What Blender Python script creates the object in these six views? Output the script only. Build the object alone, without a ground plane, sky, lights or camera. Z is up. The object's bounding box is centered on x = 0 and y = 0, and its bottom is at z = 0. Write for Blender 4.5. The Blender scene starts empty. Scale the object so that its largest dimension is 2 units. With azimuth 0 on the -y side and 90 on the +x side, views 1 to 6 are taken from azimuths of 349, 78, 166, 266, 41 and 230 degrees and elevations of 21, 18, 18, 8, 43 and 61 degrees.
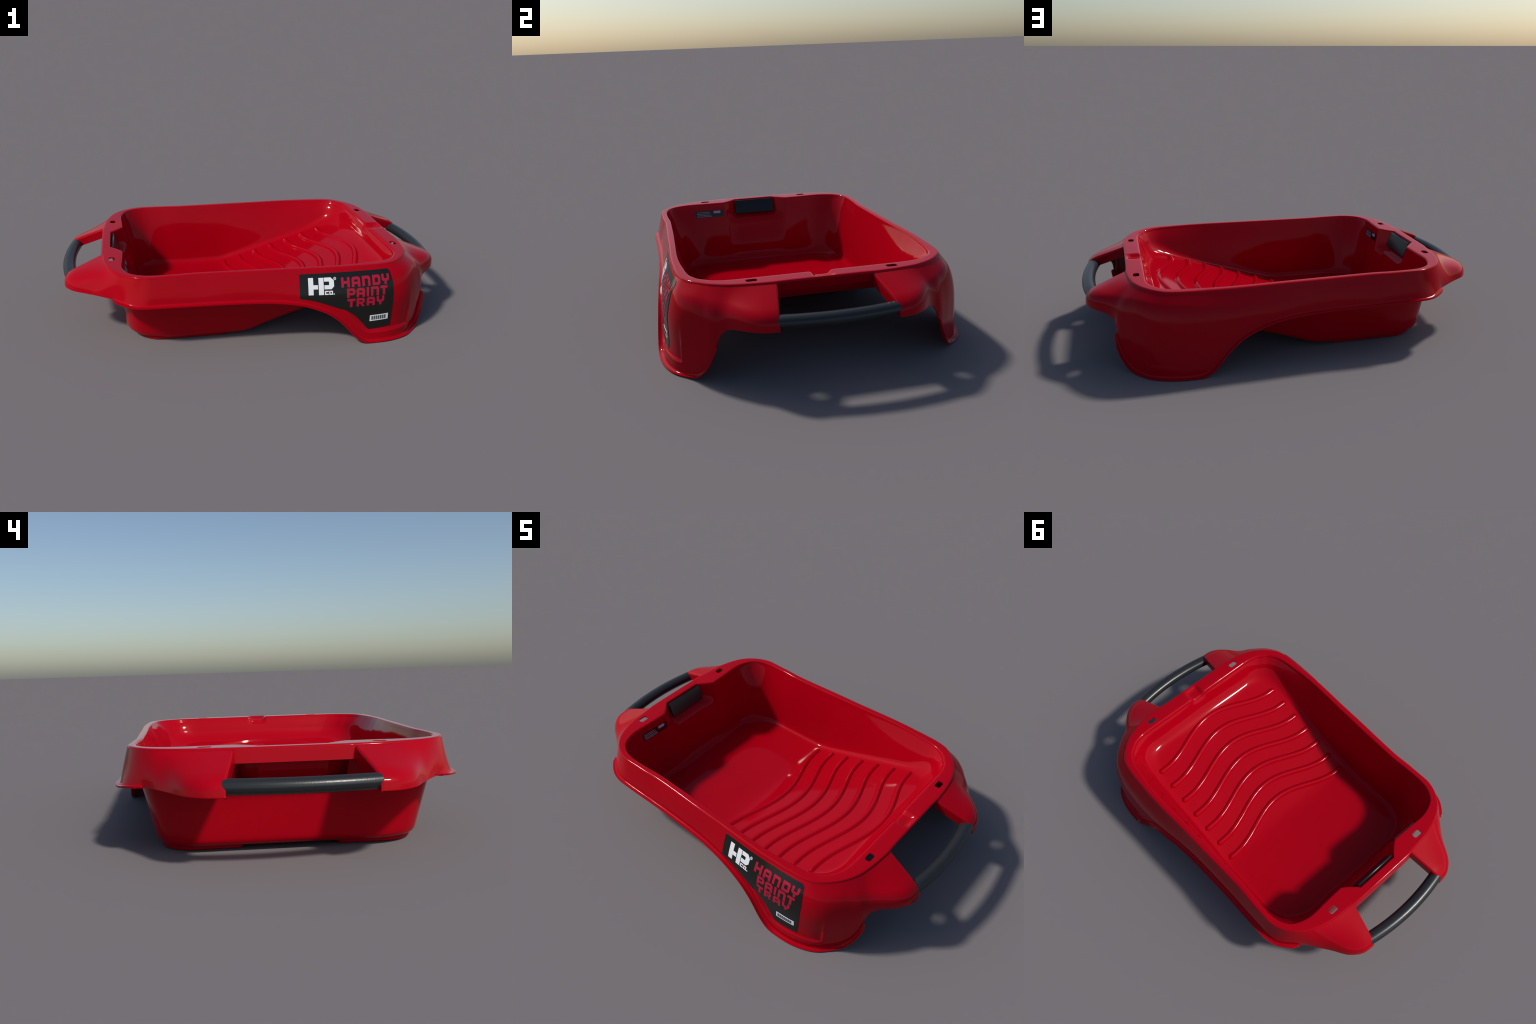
import bpy, bmesh, math, random
import numpy as np
from mathutils import Vector
from mathutils.bvhtree import BVHTree

random.seed(7)
RIM_Z = 0.380          # flat top of the rim
WALL = 0.0062           # plastic thickness
FLANGE = 0.052         # depth of the walls round the hand openings
OPEN_R = 0.010         # rounding of the hand-opening edges

# ------------------------------------------------------------------ materials
def nodes_of(name):
    m = bpy.data.materials.new(name)
    m.use_nodes = True
    nt = m.node_tree
    return m, nt, nt.nodes["Principled BSDF"]

def plastic(name, base, rough, vary=0.03, bump=0.0, bump_scale=220.0, spec=0.5):
    m, nt, p = nodes_of(name)
    tc = nt.nodes.new("ShaderNodeTexCoord")
    no = nt.nodes.new("ShaderNodeTexNoise")
    no.inputs["Scale"].default_value = 3.0
    no.inputs["Detail"].default_value = 3.0
    nt.links.new(tc.outputs["Object"], no.inputs["Vector"])
    cr = nt.nodes.new("ShaderNodeValToRGB")
    cr.color_ramp.elements[0].position = 0.3
    cr.color_ramp.elements[1].position = 0.7
    cr.color_ramp.elements[0].color = tuple(c * (1 - vary) for c in base) + (1,)
    cr.color_ramp.elements[1].color = tuple(min(1, c * (1 + vary)) for c in base) + (1,)
    nt.links.new(no.outputs["Fac"], cr.inputs["Fac"])
    nt.links.new(cr.outputs["Color"], p.inputs["Base Color"])
    p.inputs["Roughness"].default_value = rough
    p.inputs["Specular IOR Level"].default_value = spec
    if bump > 0:
        nb = nt.nodes.new("ShaderNodeTexNoise")
        nb.inputs["Scale"].default_value = bump_scale
        nb.inputs["Detail"].default_value = 2.0
        nt.links.new(tc.outputs["Object"], nb.inputs["Vector"])
        b = nt.nodes.new("ShaderNodeBump")
        b.inputs["Strength"].default_value = bump
        b.inputs["Distance"].default_value = 0.002
        nt.links.new(nb.outputs["Fac"], b.inputs["Height"])
        nt.links.new(b.outputs["Normal"], p.inputs["Normal"])
    return m

RED = plastic("red_plastic", (0.37, 0.0006, 0.0075), 0.07, 0.02, spec=0.12)
GRIP = plastic("dark_rubber", (0.0185, 0.0205, 0.0215), 0.30, 0.05, 0.14, 260.0, spec=0.38)
CLIP = plastic("dark_plastic", (0.0105, 0.0115, 0.0125), 0.24, 0.05, spec=0.32)
LABEL_BLACK = plastic("label_black", (0.0095, 0.0100, 0.0085), 0.16, 0.03, spec=0.35)
LABEL_WHITE = plastic("label_white", (0.80, 0.80, 0.82), 0.30, 0.01)
LABEL_RED = plastic("label_red", (0.38, 0.008, 0.033), 0.22, 0.02, spec=0.3)
LABEL_GREY = plastic("label_grey", (0.30, 0.30, 0.31), 0.35, 0.02)
LABEL_INK = plastic("label_ink", (0.085, 0.085, 0.09), 0.35, 0.02)
LABEL_BOUNCE_LILAC = plastic("label_bounce_lilac", (0.40, 0.34, 0.40), 0.35, 0.02)  # grey arrow print; lilac tint is red bounce light put into the colour

# ------------------------------------------------------------------ key meridians
# Half outline (y >= 0) walked from the deep end (-x) to the ramp end (+x).
# I: inner rim edge, A: outer rim edge, S: shoulder, B: bottom edge, F: foot of the inner wall
K = []
def key(I, A, F, S=None, B=None, lip=0.0):
    K.append(dict(I=I, A=A, F=F, S=S, B=B, lip=lip))

# deep end: clip recess, hand opening, handle horn
key((-.748, .000), (-.794, .000), (-.608, .000))
key((-.748, .117), (-.794, .117), (-.608, .095))
key((-.738, .126), (-.794, .128), (-.608, .107))
key((-.690, .184), (-.793, .188), (-.608, .155))
key((-.684, .196), (-.790, .210), (-.608, .170), (-.974, .248, .300), (-.981, .250, .250))
key((-.685, .250), (-.785, .255), (-.608, .220), (-.974, .287, .299), (-.979, .291, .250))
key((-.687, .310), (-.780, .310), (-.610, .270), (-.952, .332, .296), (-.957, .335, .250))
key((-.690, .360), (-.771, .360), (-.607, .315), (-.917, .368, .293), (-.925, .373, .250))
key((-.690, .395), (-.760, .400), (-.598, .345), (-.872, .396, .290), (-.880, .399, .250))
key((-.684, .430), (-.746, .437), (-.586, .374), (-.812, .432, .291), (-.830, .434, .251))
key((-.674, .460), (-.730, .468), (-.571, .398), (-.772, .468, .303), (-.790, .465, .252))
key((-.660, .487), (-.708, .498), (-.553, .418), (-.735, .505, .294), (-.746, .497, .252))
key((-.640, .508), (-.680, .525), (-.531, .435), (-.700, .537, .294), (-.714, .533, .250), .018)
key((-.610, .526), (-.645, .548), (-.507, .449), (-.662, .562, .298), (-.676, .568, .247), .018)
key((-.575, .537), (-.605, .565), (-.482, .460), (-.616, .577, .305), (-.630, .593, .243), .018)
key((-.530, .542), (-.560, .573), (-.455, .468), (-.574, .594, .295), (-.578, .602, .243), .018)
key((-.450, .541), (-.450, .573), (-.420, .473), (-.465, .595, .293), (-.470, .603, .242), .018)
key((-.340, .535), (-.340, .568), (-.340, .472), (-.340, .593, .293), (-.340, .602, .240), .018)
key((-.200, .538), (-.200, .572), (-.200, .472), (-.200, .597, .293), (-.200, .604, .238), .018)
key((-.080, .541), (-.080, .577), (-.080, .473), (-.080, .602, .288), (-.080, .608, .236), .018)
key((.020, .545), (.020, .580), (.020, .468), (.020, .607, .280), (.020, .613, .231), .018)
key((.100, .548), (.100, .582), (.100, .468), (.100, .616, .270), (.100, .620, .223), .018)
key((.160, .551), (.160, .585), (.160, .468), (.160, .622, .265), (.160, .627, .213), .018)
key((.230, .554), (.230, .588), (.230, .468), (.230, .632, .264), (.230, .634, .191), .018)
key((.285, .556), (.285, .590), (.285, .468), (.285, .638, .265), (.285, .641, .168), .018)
key((.340, .556), (.340, .591), (.335, .468), (.340, .643, .266), (.340, .648, .131), .018)
key((.376, .555), (.376, .591), (.370, .468), (.376, .645, .267), (.376, .653, .098), .018)
key((.413, .553), (.413, .590), (.405, .468), (.413, .647, .269), (.413, .659, .055), .018)
key((.440, .551), (.440, .589), (.430, .468), (.440, .648, .271), (.442, .662, .028), .018)
key((.462, .549), (.465, .589), (.455, .468), (.467, .648, .272), (.465, .664, .011), .018)
key((.480, .547), (.487, .588), (.475, .468), (.492, .648, .274), (.487, .665, .003), .018)
key((.502, .545), (.512, .586), (.500, .467), (.523, .647, .276), (.515, .665, .000), .018)
key((.535, .541), (.550, .583), (.526, .465), (.577, .643, .281), (.580, .662, .000), .018)
key((.565, .536), (.585, .578), (.549, .461), (.638, .635, .287), (.650, .645, .000), .018)
key((.595, .527), (.620, .570), (.573, .458), (.692, .619, .293), (.698, .624, .000), .018)
key((.625, .511), (.655, .550), (.594, .447), (.731, .597, .297), (.728, .599, .000), .018)
key((.648, .493), (.682, .527), (.611, .433), (.758, .571, .305), (.752, .570, .003), .018)
key((.665, .468), (.703, .505), (.625, .416), (.787, .543, .303), (.785, .541, .012), .017)
key((.677, .452), (.720, .484), (.634, .398), (.809, .513, .300), (.811, .514, .040), .016)
key((.686, .430), (.734, .463), (.642, .376), (.829, .490, .298), (.833, .492, .085), .015)
key((.692, .405), (.746, .440), (.647, .353), (.838, .468, .300), (.845, .472, .150), .014)
key((.695, .385), (.756, .418), (.650, .334), (.844, .451, .300), (.847, .456, .200))
key((.696, .365), (.764, .395), (.650, .318), (.854, .431, .301), (.859, .432, .228))
key((.697, .340), (.770, .370), (.650, .298), (.880, .406, .307), (.884, .404, .240))
key((.697, .300), (.777, .330), (.650, .263), (.921, .372, .309), (.925, .372, .246))
key((.697, .265), (.782, .290), (.650, .233), (.955, .334, .309), (.957, .335, .249))
key((.697, .230), (.785, .250), (.650, .203), (.976, .288, .306), (.979, .291, .250))
key((.697, .190), (.787, .210), (.650, .168), (.974, .248, .304), (.981, .250, .250))
key((.697, .180), (.785, .190), (.650, .158))
key((.697, .120), (.784, .120), (.650, .110))
key((.697, .050), (.784, .050), (.650, .050))
key((.697, .030), (.784, .030), (.650, .030))
key((.697, .000), (.784, .000), (.650, .000))
KO0 = next(i for i, k in enumerate(K) if k["B"])                       # opening edge, deep end
KO1 = max(i for i, k in enumerate(K) if k["B"])                        # opening edge, ramp end
for i, k in enumerate(K):
    if k["B"] is None:                                                 # inside a hand opening
        ref = K[KO0] if i < KO0 else K[KO1]
        k["S"], k["B"] = ref["S"], ref["B"]
    if k["S"] is None:                                                 # plain side: nearly straight, a little convex
        A, B = k["A"], k["B"]
        h = RIM_Z - B[2]
        f = min(0.62, 0.135 / h)
        k["S"] = (A[0] + (B[0] - A[0]) * f, A[1] + (B[1] - A[1]) * f + 0.007, RIM_Z - h * f)

def pchip(xs, ys, q):
    """monotone cubic interpolation, ys (n, m)"""
    xs = np.asarray(xs, float); ys = np.asarray(ys, float)
    h = np.diff(xs)[:, None]
    d = np.diff(ys, axis=0) / h
    m = np.zeros_like(ys)
    w1 = 2 * h[1:] + h[:-1]; w2 = h[1:] + 2 * h[:-1]
    same = d[:-1] * d[1:] > 0
    with np.errstate(divide="ignore", invalid="ignore"):
        hm = (w1 + w2) / (w1 / d[:-1] + w2 / d[1:])
    m[1:-1] = np.where(same, hm, 0)
    m[0] = d[0]; m[-1] = d[-1]
    i = np.clip(np.searchsorted(xs, q, side="right") - 1, 0, len(xs) - 2)
    hh = (xs[i + 1] - xs[i]); t = ((q - xs[i]) / hh)[:, None]; hh = hh[:, None]
    return ((1 + 2 * t) * (1 - t) ** 2 * ys[i] + t * (1 - t) ** 2 * hh * m[i]
            + t * t * (3 - 2 * t) * ys[i + 1] + t * t * (t - 1) * hh * m[i + 1])

table = np.array([list(k["I"]) + list(k["A"]) + list(k["F"]) + list(k["S"]) + list(k["B"]) for k in K])
lips = np.array([k["lip"] for k in K])
chord = np.maximum(np.linalg.norm(np.diff(table[:, 2:4], axis=0), axis=1),
                   np.linalg.norm(np.diff(table[:, 9:12], axis=0), axis=1) * 0.9)
knot = np.concatenate([[0], np.cumsum(chord + 1e-4)])
us, seg_start = [], []
for i in range(len(K) - 1):
    n = max(2, int(math.ceil(chord[i] / 0.0085)))
    seg_start.append(len(us))
    us += list(knot[i] + (knot[i + 1] - knot[i]) * np.arange(n) / n)
seg_start.append(len(us)); us.append(knot[-1])
us = np.array(us)
col = pchip(knot, table, us)
C_OPEN0, C_OPEN1 = seg_start[KO0], seg_start[KO1]
seg = col[C_OPEN0:C_OPEN1 + 1, :]
for _ in range(14):                                                   # relax the outline, ends held
    w_ = seg[1:-1, 4:11] * 0.5 + (seg[:-2, 4:11] + seg[2:, 4:11]) * 0.25
    seg[1:-1, 4:11] = w_
lipw = np.interp(us, knot, lips)
# the lip starts and ends abruptly
first_lip = next(i for i, k in enumerate(K) if k["lip"]); last_lip = max(i for i, k in enumerate(K) if k["lip"])
lo, hi = seg_start[first_lip], seg_start[last_lip]
lipw = np.where(us < us[lo] - 0.022, 0, np.where(us > us[hi] + 0.014, 0, np.maximum(lipw, 0.012)))
nh = len(us)

def smooth(t):
    t = np.clip(t, 0, 1)
    return t * t * (3 - 2 * t)

FLOOR_Z = 0.033
def floor_z(x):
    ramp = 0.037 + 0.318 * (x + 0.078)
    d = ramp - FLOOR_Z
    w = 0.012
    return FLOOR_Z + 0.5 * (d + np.sqrt(d * d + w * w))                # soft knee between well and ramp

# outward direction of the bottom edge (plan)
Bp = col[:, 9:11]
tan = np.gradient(Bp, axis=0)
tan[0] = (0, 1); tan[-1] = (0, -1)
ker = np.ones(7) / 7
tan = np.stack([np.convolve(np.pad(tan[:, j], 3, mode="edge"), ker, "valid") for j in (0, 1)], 1)
tan /= np.maximum(np.linalg.norm(tan, axis=1), 1e-9)[:, None]
outn = np.stack([-tan[:, 1], tan[:, 0]], 1)
dbz = np.abs(np.gradient(col[:, 11], us))

N_FLOOR, N_FIL, N_WALL, N_ARC, N_FLAT, N_SK = 14, 7, 16, 5, 6, 60
panel_u0 = np.interp(0.14, table[15:33, 2], knot[15:33])
panel_u1 = np.interp(0.43, table[15:33, 2], knot[15:33])
panel_end = knot[next(i for i, k in enumerate(K) if k["B"][0] == .728)]

def meridian(c, panel_depth):
    """points of one cross-section, floor centre -> rim -> bottom lip, with region tags"""
    I, A, F, S, B = col[c, 0:2], col[c, 2:4], col[c, 4:6], col[c, 6:9], col[c, 9:12]
    pts, tag = [], []
    def add(x, y, z, t):
        pts.append((x, y, z)); tag.append(t)
    zf = float(floor_z(F[0]))
    F3 = np.array([F[0], F[1], zf]); ri = 0.008 if A[0] < 0.5 else 0.008 + 0.006 * float(smooth((A[0] - 0.5) / 0.2))
    I3 = np.array([I[0], I[1], RIM_Z - ri])
    # floor: from a centre line out to the fillet
    cx = F[0] * 0.62 + 0.02
    ctr = np.array([cx, 0.0])
    inw = ctr - F; inw = inw / np.linalg.norm(inw)
    fr = 0.030 + 0.034 * float(smooth((F[0] - 0.45) / 0.15)) + 0.010 * float(smooth((-F[0] - 0.5) / 0.08))
    Fi = F + inw * fr
    for k in range(N_FLOOR):
        f = k / N_FLOOR
        q = ctr + (Fi - ctr) * f
        add(q[0], q[1], float(floor_z(q[0])), 0)
    # fillet
    L = np.linalg.norm(I3 - F3)
    Wp = F3 + (I3 - F3) * min(0.45, fr / L)
    P0 = np.array([Fi[0], Fi[1], float(floor_z(Fi[0]))])
    # control point: keep fillet tangent to the floor
    for k in range(N_FIL):
        t = k / N_FIL
        q = (1 - t) ** 2 * P0 + 2 * t * (1 - t) * F3 + t * t * Wp
        add(*q, 0)
    # inner wall (the deep end carries the clip recess in its upper part)
    main = np.array([-0.684, I[1], RIM_Z - ri])
    corner = math.exp(-((F[0] + 0.545) / 0.035) ** 2)                    # deep-end corners are fuller half way up
    recess = I[0] < -0.692 and abs(I[1]) < 0.2
    for k in range(N_WALL):
        t = k / N_WALL
        q = Wp + (I3 - Wp) * t
        q[:2] += inw * (0.005 * abs(inw[1]) + 0.011 * corner) * math.sin(math.pi * t ** 1.25)
        if recess:
            wp = Wp + (main - Wp) * t
            z = wp[2]
            dep = (-0.684 - I[0])
            low = 0.021 * min(1.0, dep / 0.064)
            back = wp[0] - low * float(smooth((z - 0.12) / 0.14)) - (dep - low) * float(smooth((z - 0.262) / 0.034))
            q = np.array([back, wp[1], z])
        add(*q, 0)
    # rim
    n = (A - I) / np.linalg.norm(A - I)
    for k in range(N_ARC):
        a = math.pi / 2 * k / N_ARC
        q = I + n * ri * (1 - math.cos(a))
        add(q[0], q[1], RIM_Z - ri + ri * math.sin(a), 0 if k == 0 else 1)
    ro = 0.008 + 0.003 * (1 - float(smooth((abs(A[0]) - 0.45) / 0.12)))
    a0, a1 = I + n * ri, A - n * ro
    for k in range(N_FLAT):
        q = a0 + (a1 - a0) * k / N_FLAT
        add(q[0], q[1], RIM_Z, 1)
    for k in range(N_ARC):
        a = math.pi / 2 * k / N_ARC
        q = A - n * ro * (1 - math.sin(a))
        add(q[0], q[1], RIM_Z - ro + ro * math.cos(a), 1)
    A3 = np.array([A[0], A[1], RIM_Z - ro])
    # skirt
    if c < C_OPEN0 or c > C_OPEN1:
        slope = 0.024 if A[0] > 0 else 0.006                          # back wall of the opening leans
        for k in range(N_SK + 1):
            t = min(1, k / 10)
            add(A[0] - slope * t, A[1], A3[2] - (FLANGE - ro) * t, 2)
        for k in range(4):
            add(A[0] - slope, A[1], RIM_Z - FLANGE, 2)
        return pts, tag
    lw = float(lipw[c])
    zb = B[2] + (0.010 if lw > 0 else 0.0)
    B3 = np.array([B[0], B[1], zb])
    horn = float(smooth((abs(S[0]) - 0.80) / 0.12))
    ra = 0.55 * (1 - horn) + 0.30 * horn
    rb = 0.60 * (1 - horn) + 0.62 * horn
    Q0 = S + (A3 - S) * ra; Q1 = S + (B3 - S) * rb
    sk = []
    for k in range(15):
        sk.append(A3 + (Q0 - A3) * k / 15)
    for k in range(15):
        t = k / 15
        sk.append((1 - t) ** 2 * Q0 + 2 * t * (1 - t) * S + t * t * Q1)
    for k in range(15):
        sk.append(Q1 + (B3 - Q1) * k / 14)
    sk = np.array(sk)
    # resample evenly, finer near the bottom
    d = np.concatenate([[0], np.cumsum(np.linalg.norm(np.diff(sk, axis=0), axis=1))])
    q = np.linspace(0, 1, N_SK + 1)
    sk = np.stack([np.interp(q * d[-1], d, sk[:, j]) for j in range(3)], 1)
    w = d[-1] * (1 - q)
    # sunken label panel on the leg side
    u = us[c]
    inx = float(smooth((u - panel_u0) / (panel_u1 - panel_u0))) * (1 - float(smooth((u - panel_end + 0.011) / 0.011)))
    w0 = 0.040 * math.sqrt(1 + min(dbz[c] * 1.15, 1.35) ** 2)
    dep = panel_depth * inx * smooth((w - w0) / 0.009) * (1 - smooth((sk[:, 2] - 0.10) / 0.14))
    sk[:, 0] -= outn[c, 0] * dep; sk[:, 1] -= outn[c, 1] * dep
    for k in range(N_SK + 1):
        add(*sk[k], 2)
    o = outn[c]
    for f, dz in ((0.10, -0.0035), (0.25, -0.0055), (0.6, -0.0062), (1.0, -0.0065)):
        lwe = lw
        if lw > 0:
            add(B[0] + o[0] * lwe * f, B[1] + o[1] * lwe * f, zb + dz, 2)
        else:
            add(B[0], B[1], zb - 0.0005 * f, 2)
    return pts, tag

half = [meridian(c, 0.0022) for c in range(nh)]
front = [meridian(c, 0.0095) for c in range(nh)]                     # label side: deeper panel
NR = len(half[0][0])
tags = half[len(half) // 2][1]

bm = bmesh.new()
right = [[bm.verts.new(p) for p in half[c][0]] for c in range(nh)]
left = [right[c] if c in (0, nh - 1) else [bm.verts.new((p[0], -p[1], p[2])) for p in front[c][0]] for c in range(nh)]
loop = right + left[-2:0:-1]
loop_c = list(range(nh)) + list(range(nh - 2, 0, -1))
NC = len(loop)
sk0 = N_FLOOR + N_FIL + N_WALL + 2 * N_ARC + N_FLAT
for j in range(NC):
    a, b = loop[j], loop[(j + 1) % NC]
    ca, cb = loop_c[j], loop_c[(j + 1) % NC]
    opening = max(ca, cb) <= C_OPEN0 or min(ca, cb) >= C_OPEN1
    for r in range(NR - 1):
        va, vb, vc, vd = a[r], b[r], b[r + 1], a[r + 1]
        if opening and r >= sk0:
            # flange behind the hand opening; edge columns belong to the horn, so hang it from the rim edge
            if r - sk0 >= 10:
                continue
            def fl(v, c, rr):
                if c in (C_OPEN0, C_OPEN1) and rr > sk0:
                    return None
                return v
            quad = [fl(va, ca, r), fl(vb, cb, r), fl(vc, cb, r + 1), fl(vd, ca, r + 1)]
            if None in quad:
                continue
            vs = quad
        else:
            vs = [va, vb, vc, vd]
        vs = [v for i, v in enumerate(vs) if v not in vs[:i]]
        if len(vs) < 3:
            continue
        try:
            f = bm.faces.new(vs)
            f.material_index = tags[r]
            f.smooth = True
        except ValueError:
            pass
bmesh.ops.remove_doubles(bm, verts=bm.verts, dist=0.00015)
# drop notch in the middle of the ramp-end rim
for v in bm.verts:
    if v.co.x > 0.66 and v.co.z > 0.335 and abs(v.co.y) < 0.06:
        k = 1 - float(smooth((abs(v.co.y) - 0.026) / 0.022))
        v.co.z -= 0.016 * k * float(smooth((v.co.z - 0.335) / 0.043)) * float(smooth((0.779 - v.co.x) / 0.03))
bmesh.ops.recalc_face_normals(bm, faces=bm.faces)
flip = sum(f.normal.z * f.calc_area() for f in bm.faces if f.material_index == 1)
if flip < 0:
    bmesh.ops.reverse_faces(bm, faces=bm.faces)
bmesh.ops.delete(bm, geom=[v for v in bm.verts if not v.link_faces], context="VERTS")
me = bpy.data.meshes.new("body_mesh"); bm.to_mesh(me); bm.free()
body = bpy.data.objects.new("body_helper", me)
bpy.context.scene.collection.objects.link(body)
for _ in range(3):
    me.materials.append(RED)
so = body.modifiers.new("solid", "SOLIDIFY")
so.thickness = WALL; so.offset = -1; so.use_rim = True

def evaluated_copy(ob, name):
    dg = bpy.context.evaluated_depsgraph_get()
    dg.update()
    m = bpy.data.meshes.new_from_object(ob.evaluated_get(dg))
    m.name = name
    return m

# slots in the rim
cb_ = bmesh.new()
def slot_prism(bmx, cx, cy, hx, hy, r, z0, z1):
    ring = []
    for sx, sy, a0 in ((1, 1, 0), (-1, 1, 90), (-1, -1, 180), (1, -1, 270)):
        for k in range(5):
            a = math.radians(a0 + 90 * k / 4)
            ring.append((cx + sx * (hx - r) + r * math.cos(a), cy + sy * (hy - r) + r * math.sin(a)))
    lo_ = [bmx.verts.new((x, y, z0)) for x, y in ring]
    hi_ = [bmx.verts.new((x, y, z1)) for x, y in ring]
    n = len(ring)
    for k in range(n):
        bmx.faces.new((lo_[k], lo_[(k + 1) % n], hi_[(k + 1) % n], hi_[k])).material_index = 1
    bmx.faces.new(hi_).material_index = 1; bmx.faces.new(lo_[::-1]).material_index = 1
for sx in (-1, 1):
    for sy in (-1, 1):
        slot_prism(cb_, sx * 0.739, sy * 0.2985, 0.0145, 0.0235, 0.010, 0.345, 0.41)
cm = bpy.data.meshes.new("slot_cutter"); cb_.to_mesh(cm); cb_.free()
for _ in range(3):
    cm.materials.append(RED)
cutter = bpy.data.objects.new("slot_cutter", cm)
bpy.context.scene.collection.objects.link(cutter)
bo = body.modifiers.new("slots", "BOOLEAN")
bo.operation = "DIFFERENCE"; bo.object = cutter; bo.solver = "EXACT"
full = evaluated_copy(body, "body_full")
bpy.data.objects.remove(body); bpy.data.objects.remove(cutter)
for v in full.vertices:
    if v.co.z < 0:
        v.co.z = 0
full.set_sharp_from_angle(angle=math.radians(42))
full.update()

# ------------------------------------------------------------------ scene assembly
col_ = bpy.context.scene.collection
root = bpy.data.objects.new("paint_tray", None)
col_.objects.link(root)
root["label"] = "glossy red plastic paint tray with dark grip handles and label"
root["category"] = "paint tray"

def link(name, mesh, mat=None, parent=root, smooth_angle=None):
    if mat is not None:
        mesh.materials.clear(); mesh.materials.append(mat)
    if smooth_angle is not None:
        mesh.polygons.foreach_set("use_smooth", [True] * len(mesh.polygons))
        mesh.set_sharp_from_angle(angle=math.radians(smooth_angle))
    ob = bpy.data.objects.new(name, mesh)
    col_.objects.link(ob)
    ob.parent = parent
    return ob

# split the one smooth body into basin / rim / skirt, keeping its normals
cn = np.zeros(len(full.loops) * 3); full.corner_normals.foreach_get("vector", cn); cn = cn.reshape(-1, 3)
co = np.zeros(len(full.vertices) * 3); full.vertices.foreach_get("co", co); co = co.reshape(-1, 3)
polys = [[], [], []]
for p in full.polygons:
    polys[min(2, p.material_index)].append((list(p.vertices), list(p.loop_indices)))
parts = {}
for idx, nm in enumerate(("basin", "rim", "skirt")):
    remap, verts, faces, norms = {}, [], [], []
    for vs, ls in polys[idx]:
        f = []
        for v in vs:
            if v not in remap:
                remap[v] = len(verts); verts.append(co[v])
            f.append(remap[v])
        faces.append(f)
        norms += [tuple(cn[l]) for l in ls]
    m = bpy.data.meshes.new(nm)
    m.from_pydata([tuple(v) for v in verts], [], faces)
    m.polygons.foreach_set("use_smooth", [True] * len(m.polygons))
    m.normals_split_custom_set(norms)
    parts[nm] = link(nm, m, RED)
bvh = BVHTree.FromPolygons([Vector(v) for v in co], [vs for pl in polys for vs, _ in pl])

# outer wall of the basin: the well is double-thick towards its floor
def shell_meridian(c):
    I, F = col[c, 0:2].copy(), col[c, 4:6]
    recess_col = I[0] < -0.6845 and abs(I[1]) < 0.2
    if recess_col:
        I[0] = -0.684
    ctr = np.array([F[0] * 0.62 + 0.02, 0.0])
    out = F - ctr; out = out / np.linalg.norm(out)
    deep = 1 - float(smooth((F[0] + 0.15) / 0.25))                     # 1 in the well, 0 on the ramp
    endw = float(smooth((-F[0] - 0.40) / 0.15))                        # thicker at the deep end
    zb = float(floor_z(F[0])) - (0.022 * deep + 0.015 * (1 - deep))
    sy = min(1.0, F[1] / 0.3)
    ramp_end = float(smooth((F[0] - 0.5) / 0.15))
    T3 = np.array([I[0] - 0.018 * endw + 0.012 * ramp_end, I[1] + 0.012 * sy, 0.335])
    G3 = np.array([F[0] - 0.077 * endw + 0.012 * ramp_end, F[1] + (0.017 + 0.006 * deep) * sy, zb])
    if recess_col:
        T3 = G3 + (T3 - G3) * 0.75
    fr = 0.034
    Gi = F - out * 0.012
    P0 = np.array([Gi[0], Gi[1], zb])
    W = G3 + (T3 - G3) * min(0.5, fr / np.linalg.norm(T3 - G3))
    P = [np.array([*(ctr + (Gi - ctr) * k / 6), 0.0]) for k in range(6)]
    for q in P:
        q[2] = float(floor_z(q[0])) - (0.022 * deep + 0.015 * (1 - deep))
    P += [(1 - t) ** 2 * P0 + 2 * t * (1 - t) * G3 + t * t * W for t in np.linspace(0, 1, 8)]
    P += [W + (T3 - W) * t for t in np.linspace(0, 1, 12)[1:]]
    return P
sh = [shell_meridian(c) for c in range(nh)]
bs = bmesh.new()
rg = [[bs.verts.new(p) for p in m_] for m_ in sh]
lf = [rg[c] if c in (0, nh - 1) else [bs.verts.new((p[0], -p[1], p[2])) for p in sh[c]] for c in range(nh)]
lp = rg + lf[-2:0:-1]
for j in range(len(lp)):
    a, b = lp[j], lp[(j + 1) % len(lp)]
    for r in range(len(a) - 1):
        vs = [a[r], a[r + 1], b[r + 1], b[r]]
        vs = [v for i, v in enumerate(vs) if v not in vs[:i]]
        bs.faces.new(vs)
bmesh.ops.remove_doubles(bs, verts=bs.verts, dist=0.0002)
bmesh.ops.recalc_face_normals(bs, faces=bs.faces)
if sum(f.normal.z * f.calc_area() for f in bs.faces) > 0:
    bmesh.ops.reverse_faces(bs, faces=bs.faces)
ms = bpy.data.meshes.new("basin_shell"); bs.to_mesh(ms); bs.free()
link("basin_shell", ms, RED, parent=parts["basin"], smooth_angle=40)

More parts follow.
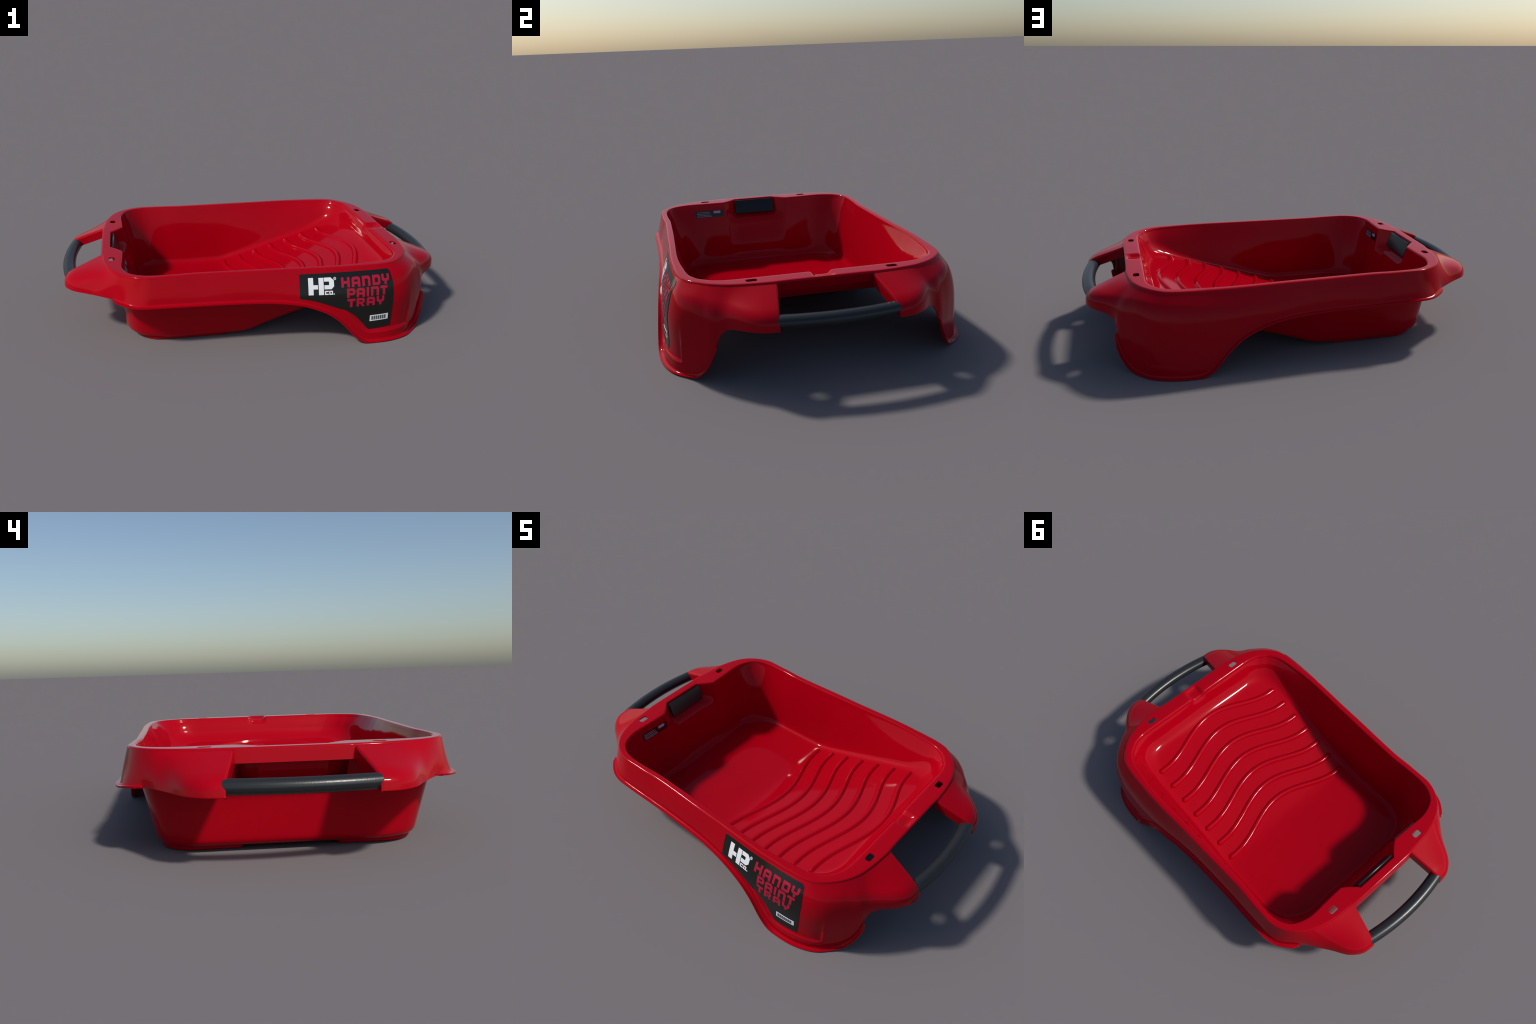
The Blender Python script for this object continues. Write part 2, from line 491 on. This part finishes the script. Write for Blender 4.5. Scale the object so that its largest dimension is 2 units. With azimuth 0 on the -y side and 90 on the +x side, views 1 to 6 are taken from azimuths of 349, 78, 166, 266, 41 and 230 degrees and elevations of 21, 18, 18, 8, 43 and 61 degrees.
# side walls of the hand openings (hang from the horn edges)
def opening_walls(c, sgn_end):
    for sy in (1, -1):
        rows = [Vector(half[c][0][r]) for r in range(sk0 - 2, NR - 4)]
        bmw = bmesh.new()
        grid = []
        for p in rows:
            p = Vector((p.x, p.y * sy, p.z))
            base = max(0.250, p.z - FLANGE)
            line = []
            for k in range(5):
                a = math.pi / 2 * k / 4
                line.append((p.x, p.y - sy * OPEN_R * math.sin(a), p.z - OPEN_R * (1 - math.cos(a))))
            zt = p.z - OPEN_R
            for k in range(1, 6):
                line.append((p.x, p.y - sy * OPEN_R, zt + (min(base, zt - 0.0005) - zt) * k / 5))
            grid.append([bmw.verts.new((q[0], q[1], max(q[2], 0.2502))) for q in line])
        for i in range(len(grid) - 1):
            for j in range(len(grid[0]) - 1):
                bmw.faces.new((grid[i][j], grid[i + 1][j], grid[i + 1][j + 1], grid[i][j + 1])).smooth = True
        bmesh.ops.dissolve_degenerate(bmw, edges=bmw.edges[:], dist=0.0001)
        bmesh.ops.remove_doubles(bmw, verts=bmw.verts, dist=0.0001)
        bmesh.ops.recalc_face_normals(bmw, faces=bmw.faces)
        s = sum(f.normal.y * f.calc_area() for f in bmw.faces)
        if s * sy > 0:
            bmesh.ops.reverse_faces(bmw, faces=bmw.faces)
        m = bpy.data.meshes.new("opening_wall"); bmw.to_mesh(m); bmw.free()
        ob = link("opening_wall", m, RED)
        md = ob.modifiers.new("s", "SOLIDIFY"); md.thickness = 0.007; md.offset = -1
        m2 = evaluated_copy(ob, "opening_wall")
        ob.modifiers.clear(); ob.data = m2
        m2.set_sharp_from_angle(angle=math.radians(50))
        ob.parent = parts["skirt"]
opening_walls(C_OPEN0, -1)
opening_walls(C_OPEN1, 1)

# ------------------------------------------------------------------ sweeps
def sweep(name, path, frame, section, cap=True):
    """path: list of Vector; frame(i)->(u,v) axes; section(i)->list of (a,b)"""
    b = bmesh.new()
    rings = []
    for i, p in enumerate(path):
        u, v = frame(i)
        rings.append([b.verts.new(p + u * s + v * t) for s, t in section(i)])
    n = len(rings[0])
    for i in range(len(rings) - 1):
        for j in range(n):
            b.faces.new((rings[i][j], rings[i][(j + 1) % n], rings[i + 1][(j + 1) % n], rings[i + 1][j]))
    if cap:
        b.faces.new(rings[0][::-1]); b.faces.new(rings[-1])
    bmesh.ops.recalc_face_normals(b, faces=b.faces)
    m = bpy.data.meshes.new(name); b.to_mesh(m); b.free()
    return m

# handle grips: bowed oval bars with a mould seam
for sx in (-1, 1):
    path = []
    for k in range(41):
        y = -0.2445 + 0.489 * k / 40
        path.append(Vector((sx * (0.968 - 0.024 * (y / 0.24) ** 2), y, 0.277)))
    def frame(i, path=path):
        t = (path[min(i + 1, 40)] - path[max(i - 1, 0)]).normalized()
        u = Vector((t.y, -t.x, 0)).normalized()
        return u, Vector((0, 0, 1))
    def section(i):
        out = []
        for k in range(48):
            a = 2 * math.pi * k / 48
            seam = 1 + 0.035 * math.exp(-((abs(((a + math.pi / 2) % math.pi) - math.pi / 2)) / 0.10) ** 2)
            out.append((0.0315 * math.cos(a) * seam, 0.0265 * math.sin(a)))
        return out
    link("handle_grip", sweep("handle_grip", path, frame, section), GRIP, smooth_angle=45)

# wavy roller ribs on the ramp
RIB_X = [-.078 + 0.0998 * k for k in range(7)]
for x0 in RIB_X:
    path = []
    n = 84
    for k in range(n + 1):
        y = 0.440 - 0.880 * k / n
        x = x0 + (0.0485 * (1 + math.cos(math.pi * y / 0.40)) if abs(y) < 0.40 else 0.0)
        path.append(Vector((x, y, float(floor_z(x)) - 0.003)))
    def frame(i, path=path, n=n):
        t = (path[min(i + 1, n)] - path[max(i - 1, 0)]).normalized()
        up = Vector((-0.303, 0, 0.953))
        u = t.cross(up).normalized()
        return u, u.cross(t).normalized()
    def section(i, n=n):
        e = min(i, n - i) * 0.88 / n
        g = 1.0 if e > 0.012 else math.sqrt(max(0.02, 1 - ((0.012 - e) / 0.012) ** 2))
        out = []
        for k in range(25):
            a = 1 - 2 * k / 24
            bell = (1 - abs(a) ** 2.4) ** 1.6                          # soft crest, filleted foot
            out.append((0.0185 * g * a, 0.0025 + 0.0125 * g * bell))
        out.append((0, -0.004))
        return out
    link("roller_rib", sweep("roller_rib", path, frame, section), RED, parent=parts["basin"], smooth_angle=60)

# foot pads under the well
for sy in (-1, 1):
    b = bmesh.new()
    x0, x1, y0, y1 = -0.636, -0.178, 0.172, 0.470
    def ring(inset, z):
        pts = []
        for cx, cy, r, a0 in ((x1, y1, 0.03, 0), (x0, y1, 0.125, 90), (x0, y0, 0.02, 180), (x1, y0, 0.02, 270)):
            sxx = 1 if cx == x1 else -1; syy = 1 if cy == y1 else -1
            for k in range(9):
                a = math.radians(a0 + 90 * k / 8)
                pts.append((cx - sxx * r + (r - inset) * math.cos(a), (cy - syy * r + (r - inset) * math.sin(a)) * sy, z))
        return [b.verts.new(p) for p in pts]
    rs = [ring(0.004, 0.0), ring(0.001, 0.003), ring(0.0, 0.030)]
    n = len(rs[0])
    for i in range(2):
        for j in range(n):
            b.faces.new((rs[i][j], rs[i][(j + 1) % n], rs[i + 1][(j + 1) % n], rs[i + 1][j]))
    b.faces.new(rs[0][::-1]); b.faces.new(rs[-1])
    bmesh.ops.recalc_face_normals(b, faces=b.faces)
    m = bpy.data.meshes.new("foot_pad"); b.to_mesh(m); b.free()
    link("foot_pad", m, RED, parent=parts["basin"], smooth_angle=35)

# ------------------------------------------------------------------ clip in the recess of the deep end
prof = [(-.7400, .3700), (-.7380, .3745), (-.7340, .3760), (-.7300, .3740), (-.7275, .3690), (-.7020, .3020),
        (-.7035, .2985), (-.7110, .2985), (-.7150, .3020)]
def clip_frame(i): return Vector((1, 0, 0)), Vector((0, 0, 1))
m = sweep("brush_clip", [Vector((0, y, 0)) for y in (-.1165, -.1155, .1155, .1165)], clip_frame,
          lambda i: prof if i in (1, 2) else [(-.721 + (a + .721) * .97, .337 + (c - .337) * .985) for a, c in prof])
link("brush_clip", m, CLIP, smooth_angle=35)

# ------------------------------------------------------------------ labels: flat shapes wrapped onto the plastic
def wrapped(name, polys2d, mat, caster, lift, thick, step=0.008, parent=root):
    """polys2d: outlines in label coordinates; caster(a,b)->(point, normal) on the body"""
    b = bmesh.new()
    for pl in polys2d:
        vs = [b.verts.new((x, y, 0)) for x, y in pl]
        f = b.faces.new(vs)
    bmesh.ops.triangulate(b, faces=b.faces[:])
    xs = [v.co.x for v in b.verts]; ys = [v.co.y for v in b.verts]
    for ax, a, z in ((0, min(xs), max(xs)), (1, min(ys), max(ys))):
        k = math.floor(a / step) + 1
        while k * step < z:
            pco = Vector((k * step, 0, 0)) if ax == 0 else Vector((0, k * step, 0))
            pno = Vector((1, 0, 0)) if ax == 0 else Vector((0, 1, 0))
            bmesh.ops.bisect_plane(b, geom=b.verts[:] + b.edges[:] + b.faces[:], dist=1e-6, plane_co=pco, plane_no=pno)
            k += 1
    bmesh.ops.remove_doubles(b, verts=b.verts, dist=1e-6)
    base, top = {}, {}
    for v in b.verts:
        p, nrm = caster(v.co.x, v.co.y)
        base[v.index] = None
        v.co = p + nrm * lift
    b.normal_update()
    bmesh.ops.recalc_face_normals(b, faces=b.faces)
    p, nrm = caster(*polys2d[0][0])
    if sum(f.normal.dot(nrm) for f in b.faces) < 0:
        bmesh.ops.reverse_faces(b, faces=b.faces)
    m = bpy.data.meshes.new(name); b.to_mesh(m); b.free()
    ob = link(name, m, mat, parent=parent)
    md = ob.modifiers.new("s", "SOLIDIFY"); md.thickness = thick; md.offset = -1
    m2 = evaluated_copy(ob, name)
    ob.modifiers.clear(); ob.data = m2
    m2.polygons.foreach_set("use_smooth", [True] * len(m2.polygons))
    m2.set_sharp_from_angle(angle=math.radians(40))
    return ob

def cast_side(x, z):
    hit, nrm, i, d = bvh.ray_cast(Vector((x, -1.2, z)), Vector((0, 1, 0)))
    return hit, nrm
def cast_end(y, z):
    hit, nrm, i, d = bvh.ray_cast(Vector((-0.3, y, z)), Vector((-1, 0, 0)))
    return hit, nrm

def arc(cx, cy, r, a0, a1, n=6):
    return [(cx + r * math.cos(math.radians(a0 + (a1 - a0) * k / n)), cy + r * math.sin(math.radians(a0 + (a1 - a0) * k / n))) for k in range(n + 1)]

sticker = (arc(.154, .350, .006, 180, 90) + arc(.588, .336, .022, 90, 20) +
           [(.6185, .300), (.622, .260), (.620, .180), (.614, .073), (.560, .068), (.520, .065)] + arc(.497, .073, .008, 270, 220, 3) +
           [(.480, .080), (.460, .104), (.440, .126), (.419, .146), (.395, .163), (.374, .175), (.328, .191), (.277, .210), (.226, .227), (.185, .236), (.148, .242)])
label = wrapped("side_label", [sticker], LABEL_BLACK, cast_side, 0.0016, 0.0012)

# block letters on a 10 x 10 cell: strokes as small polygons
def R(x0, y0, x1, y1): return [(x0, y0), (x1, y0), (x1, y1), (x0, y1)]
GLYPH = {
    "H": [R(0, 0, 3, 10), R(7, 0, 10, 10), R(3, 3.6, 7, 6.4)],
    "A": [[(0, 0), (3, 0), (3, 10), (1.8, 10), (0, 8.2)], [(7, 0), (10, 0), (10, 8.2), (8.2, 10), (7, 10)], R(3, 7.2, 7, 10), R(3, 2.6, 7, 5.2)],
    "N": [R(0, 0, 3, 10), [(7, 0), (10, 0), (10, 8.2), (8.2, 10), (7, 10)], R(3, 7.2, 7, 10)],
    "D": [R(0, 0, 3, 10), R(3, 7.2, 7, 10), R(3, 0, 7, 2.8), [(7, 0), (8.2, 0), (10, 1.8), (10, 8.2), (8.2, 10), (7, 10)]],
    "Y": [[(0, 5), (1.8, 3.2), (3, 3.2), (3, 10), (0, 10)], [(7, 3.2), (8.2, 3.2), (10, 5), (10, 10), (7, 10)], R(3, 3.2, 7, 5.8), R(3.5, 0, 6.5, 3.2)],
    "P": [R(0, 0, 3, 10), R(3, 7.3, 7, 10), R(3, 2.6, 7, 5.2), [(7, 2.6), (8.2, 2.6), (10, 4.4), (10, 8.2), (8.2, 10), (7, 10)]],
    "I": [R(0, 0, 10, 10)],
    "T": [R(0, 7.2, 10, 10), R(3.4, 0, 6.7, 7.2)],
    "R": [R(0, 0, 3, 10), R(3, 7.3, 7, 10), R(3, 3.2, 7, 5.6), [(7, 3.2), (8.2, 4), (10, 5.6), (10, 8.2), (8.2, 10), (7, 10)], [(6.8, 0), (10.2, 0), (7.6, 3.2), (4.6, 3.2)]],
}
def letter(ch, x0, x1, z0, z1, mat):
    pl = [[(x0 + (x1 - x0) * a / 10, z0 + (z1 - z0) * c / 10) for a, c in s] for s in GLYPH[ch]]
    return wrapped("letter", pl, mat, cast_side, 0.0026, 0.0010, parent=label)
for ch, x0, x1, z0, z1 in (
        ("H", .352, .395, .289, .334), ("A", .4045, .448, .289, .334), ("N", .458, .500, .290, .335), ("D", .5105, .552, .291, .336), ("Y", .559, .599, .2915, .337),
        ("P", .379, .421, .2385, .283), ("A", .4275, .470, .2385, .283), ("I", .479, .491, .240, .284), ("N", .501, .543, .241, .285), ("T", .550, .588, .242, .286),
        ("T", .381, .421, .190, .233), ("R", .428, .470, .191, .234), ("A", .4795, .522, .1925, .236), ("Y", .531, .571, .193, .237)):
    letter(ch, x0, x1, z0, z1, LABEL_RED)

# monogram and its small print
mono = [[R(.190, .258, .2145, .3375), R(.2145, .285, .2365, .3045)], [R(.2405, .258, .265, .3365)],
        [R(.268, .319, .292, .337), R(.268, .284, .292, .303), [(.292, .284), (.303, .284), (.316, .297), (.316, .323), (.301, .337), (.292, .337)]]]
for pl in mono:
    wrapped("monogram_stroke", pl, LABEL_WHITE, cast_side, 0.0026, 0.0010, parent=label)
small = [R(.270, .258, .2755, .277), R(.2755, .2715, .288, .277), R(.2755, .258, .288, .2635),
         R(.291, .258, .2965, .277), R(.3035, .258, .309, .277), R(.2965, .2715, .3035, .277), R(.2965, .258, .3035, .2635), R(.312, .258, .3175, .2635)]
wrapped("small_print", small, LABEL_WHITE, cast_side, 0.0026, 0.0010, parent=label)
ringp = []
for k in range(16):
    a0, a1 = 2 * math.pi * k / 16, 2 * math.pi * (k + 1) / 16
    ringp.append([(.3215 + r * math.cos(a), .331 + r * math.sin(a)) for r, a in ((.0048, a0), (.0068, a0), (.0068, a1), (.0048, a1))])
ringp += [R(.3195, .328, .3208, .334), R(.3208, .3328, .3238, .334), R(.3208, .3305, .3238, .3315), R(.3228, .328, .3240, .3305)]
wrapped("registered_mark", ringp, LABEL_WHITE, cast_side, 0.0026, 0.0010, parent=label)
code = wrapped("barcode_patch", [[(.5015, .106), (.5975, .110), (.5975, .1405), (.502, .137)]], LABEL_WHITE, cast_side, 0.0026, 0.0010, parent=label)
bars, x = [], .5095
for group in range(7):                                                # seven digit groups of bars
    for wbar, gap in random.sample([(.0026, .0011), (.0012, .0010), (.0018, .0010)], 3):
        zz = (x - .502) / .096 * .0035
        bars.append(R(x, .1125 + zz, x + wbar, .1325 + zz))
        x += wbar + gap
    x += .0024
ob = wrapped("barcode_bar", bars, LABEL_INK, cast_side, 0.0036, 0.0010, parent=label)
ob["kind"] = "stuff"

# instruction label on the inside of the deep end
inst = wrapped("instruction_label", [R(-.366, .3015, -.198, .3405)], LABEL_BLACK, cast_end, 0.0016, 0.0012)
wrapped("arrow_mark", [R(-.258, .3225, -.226, .3365), [(-.226, .3195), (-.213, .3295), (-.226, .3395)]], LABEL_BOUNCE_LILAC, cast_end, 0.0026, 0.0010, parent=inst)
words = []
for row, z in enumerate((.3310, .3225, .3140, .3065)):
    y = -.357
    end = (-.283, -.272, -.268, -.272)[row]
    while y < end - 0.006:
        wl = random.uniform(.006, .014)
        words.append(R(y, z - .0016, min(y + wl, end), z + .0016))
        y += wl + .0022
ob = wrapped("instruction_text", words, LABEL_GREY, cast_end, 0.0026, 0.0010, parent=inst)
ob["kind"] = "stuff"

bpy.data.meshes.remove(full)
